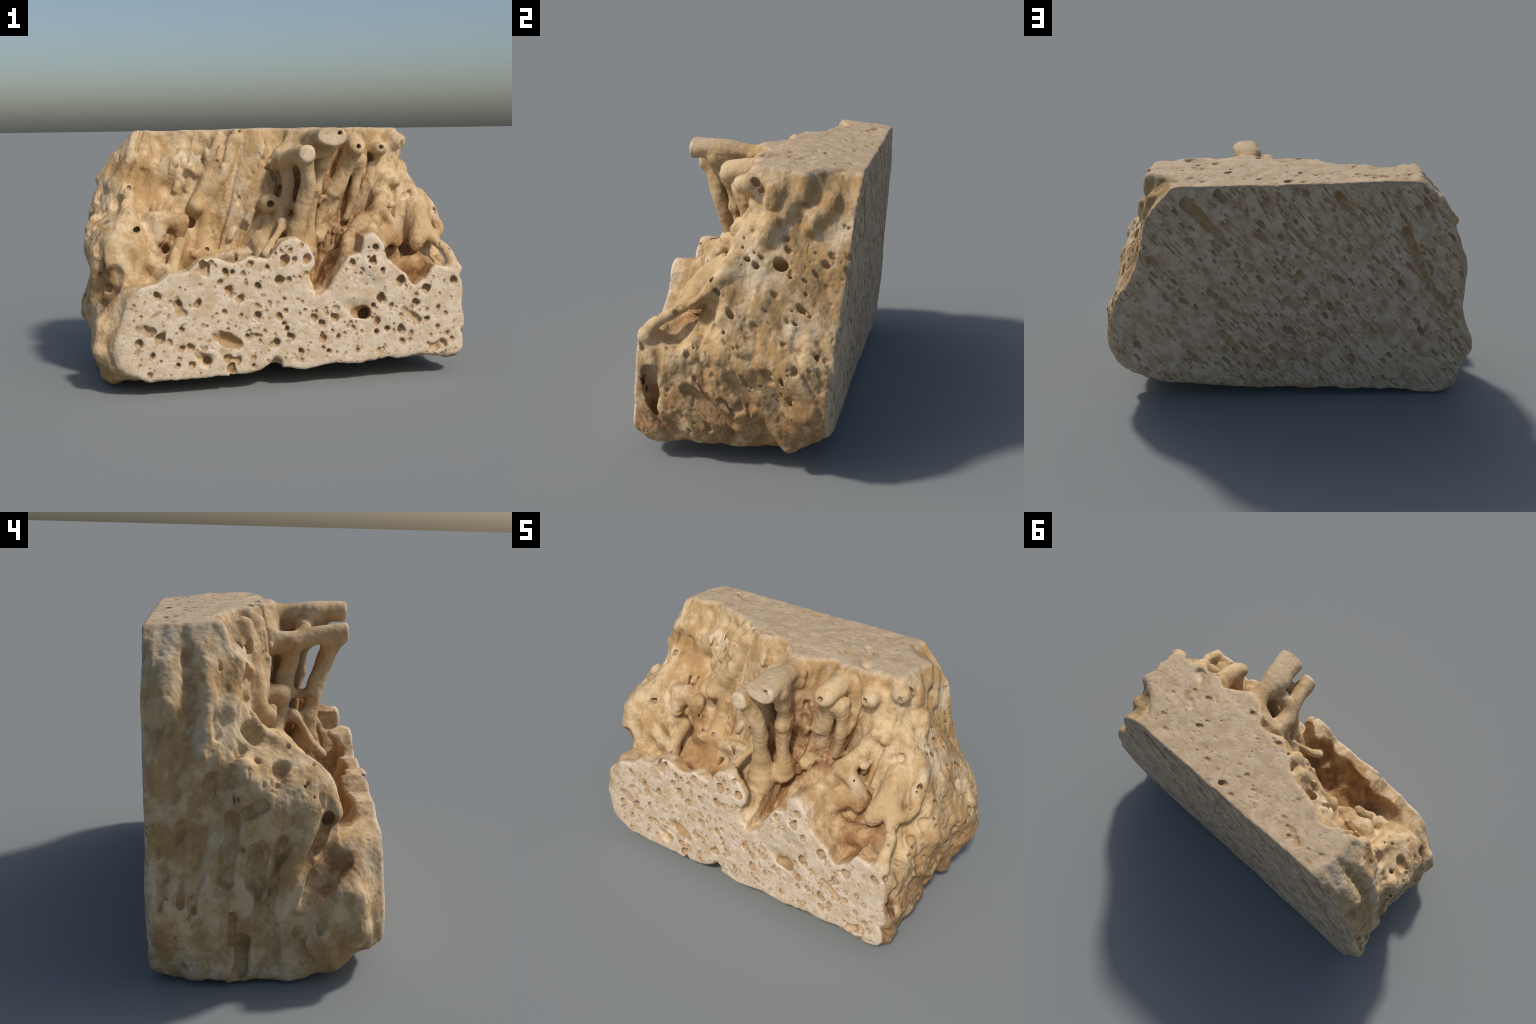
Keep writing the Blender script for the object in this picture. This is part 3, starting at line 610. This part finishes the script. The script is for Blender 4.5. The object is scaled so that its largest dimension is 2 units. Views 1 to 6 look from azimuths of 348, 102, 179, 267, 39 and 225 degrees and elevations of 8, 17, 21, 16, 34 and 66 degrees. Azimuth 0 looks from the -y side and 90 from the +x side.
    tcol = mix(math_('MULTIPLY', maprange(ntex(45, 4, .65, mapping((.6, 1.4, 1), (0, 0, .4))), .56, .68), .6), tcol, (.33, .20, .11))
    col = mix(topm, col, tcol)
    if pore_kind == 'dark':
        col = mix(math_('MULTIPLY', maprange(fine, .2, .7, .75, 1), .85), col, (.35, .25, .15))
        col = mix(math_('MULTIPLY', back, .4), col, (.17, .10, .05))
    elif pore_kind == 'stem':
        col = mix(math_('MULTIPLY', maprange(ntex(7, 4), .30, .60), .5), col, (.60, .435, .24))
    elif pore_kind == 'tan':
        col = mix(math_('MULTIPLY', maprange(mid, .3, .6, .5, 1), .85), col, (.37, .235, .115))
    # grain
    col = mix(math_('MULTIPLY', maprange(fine, .50, .72), .35), col, (.36, .24, .13))
    lk.new(col, bsdf.inputs["Base Color"])
    bump = nd.new("ShaderNodeBump"); bump.inputs["Strength"].default_value = .35; bump.inputs["Distance"].default_value = .004
    lk.new(math_('ADD', fine, math_('MULTIPLY', ntex(220, 2), .5)), bump.inputs["Height"])
    lk.new(bump.outputs[0], bsdf.inputs["Normal"])
    return mat

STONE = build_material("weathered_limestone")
DARK = build_material("stem_bore_lining", 'dark')
TANM = build_material("stem_mould_lining", 'tan')
COAT = build_material("stem_coating", 'stem')

# ------------------------------------------------------------------ parts
C = V[Q].mean(1)
FN = np.cross(V[Q[:, 2]] - V[Q[:, 0]], V[Q[:, 3]] - V[Q[:, 1]])
FN /= np.maximum(np.linalg.norm(FN, axis=1), 1e-12)[:, None]
ftag = vlimb[Q].max(1)
fpore = np.where(((vpore[Q] == HOLE).sum(1) >= 2), HOLE, np.where((vpore[Q] == TAN).sum(1) >= 2, TAN, 0))
NAMES = ["weathered_front", "sawn_front_wall", "sawn_back", "sawn_top", "left_end", "right_end", "underside", "hollow"]
part = np.zeros(len(Q), int)
part[(C[:, 0] < -.70) & (FN[:, 0] < -.35)] = 4
part[(C[:, 0] > .62) & (FN[:, 0] > .35)] = 5
part[(FN[:, 2] < -.55) & (C[:, 2] < .22)] = 6
hol = (((C - (.05, -.22, .58)) / (.75, .17, .22)) ** 2).sum(1) < 1
part[hol & (part == 0)] = 7
part[C[:, 1] < front_y(C[:, 2]) + .012] = 1
part[C[:, 1] > back_y(C[:, 2], C[:, 0]) - .02] = 2
part[(C[:, 2] > top_z(C[:, 0], C[:, 1]) - .018)] = 3
low_front = (C[:, 1] < front_y(C[:, 2]) + .06) & (ftag == 0) & (fpore > 0) & (C[:, 2] < .72)
part[low_front] = 1
is_stem = ftag >= 30
names = list(NAMES)
for t in sorted(set(ftag[ftag >= 20])):
    m = ftag == t
    if m.sum() < 60: continue
    names.append("reed_stem" if t >= 30 else {20: "hanging_lobe", 21: "stone_bridge", 22: "knobbly_pillar", 23: "reed_stem"}[int(t)])
    part[m] = len(names) - 1

root = bpy.data.objects.new("stone_block", None)
root["label"] = "cream sawn tufa block with hollow, reed stems and pores"
root["category"] = "stone"
bpy.context.scene.collection.objects.link(root)
for i, nm in enumerate(names):
    sel = np.where(part == i)[0]
    if not len(sel): continue
    q = Q[sel]
    used, inv = np.unique(q, return_inverse=True)
    inv = inv.reshape(q.shape)
    me = bpy.data.meshes.new(nm)
    me.vertices.add(len(used)); me.vertices.foreach_set("co", V[used].astype(np.float32).ravel())
    me.loops.add(q.size); me.loops.foreach_set("vertex_index", inv.ravel().astype(np.int32))
    me.polygons.add(len(q)); me.polygons.foreach_set("loop_start", np.arange(0, q.size, 4, dtype=np.int32))
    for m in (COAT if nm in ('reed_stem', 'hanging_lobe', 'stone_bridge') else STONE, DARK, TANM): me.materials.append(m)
    me.polygons.foreach_set("material_index", fpore[sel].astype(np.int32))
    me.update(calc_edges=True)
    me.polygons.foreach_set("use_smooth", np.ones(len(q), bool))
    me.normals_split_custom_set_from_vertices(VN[used].tolist())
    ob = bpy.data.objects.new(nm, me)
    ob.parent = root
    bpy.context.scene.collection.objects.link(ob)
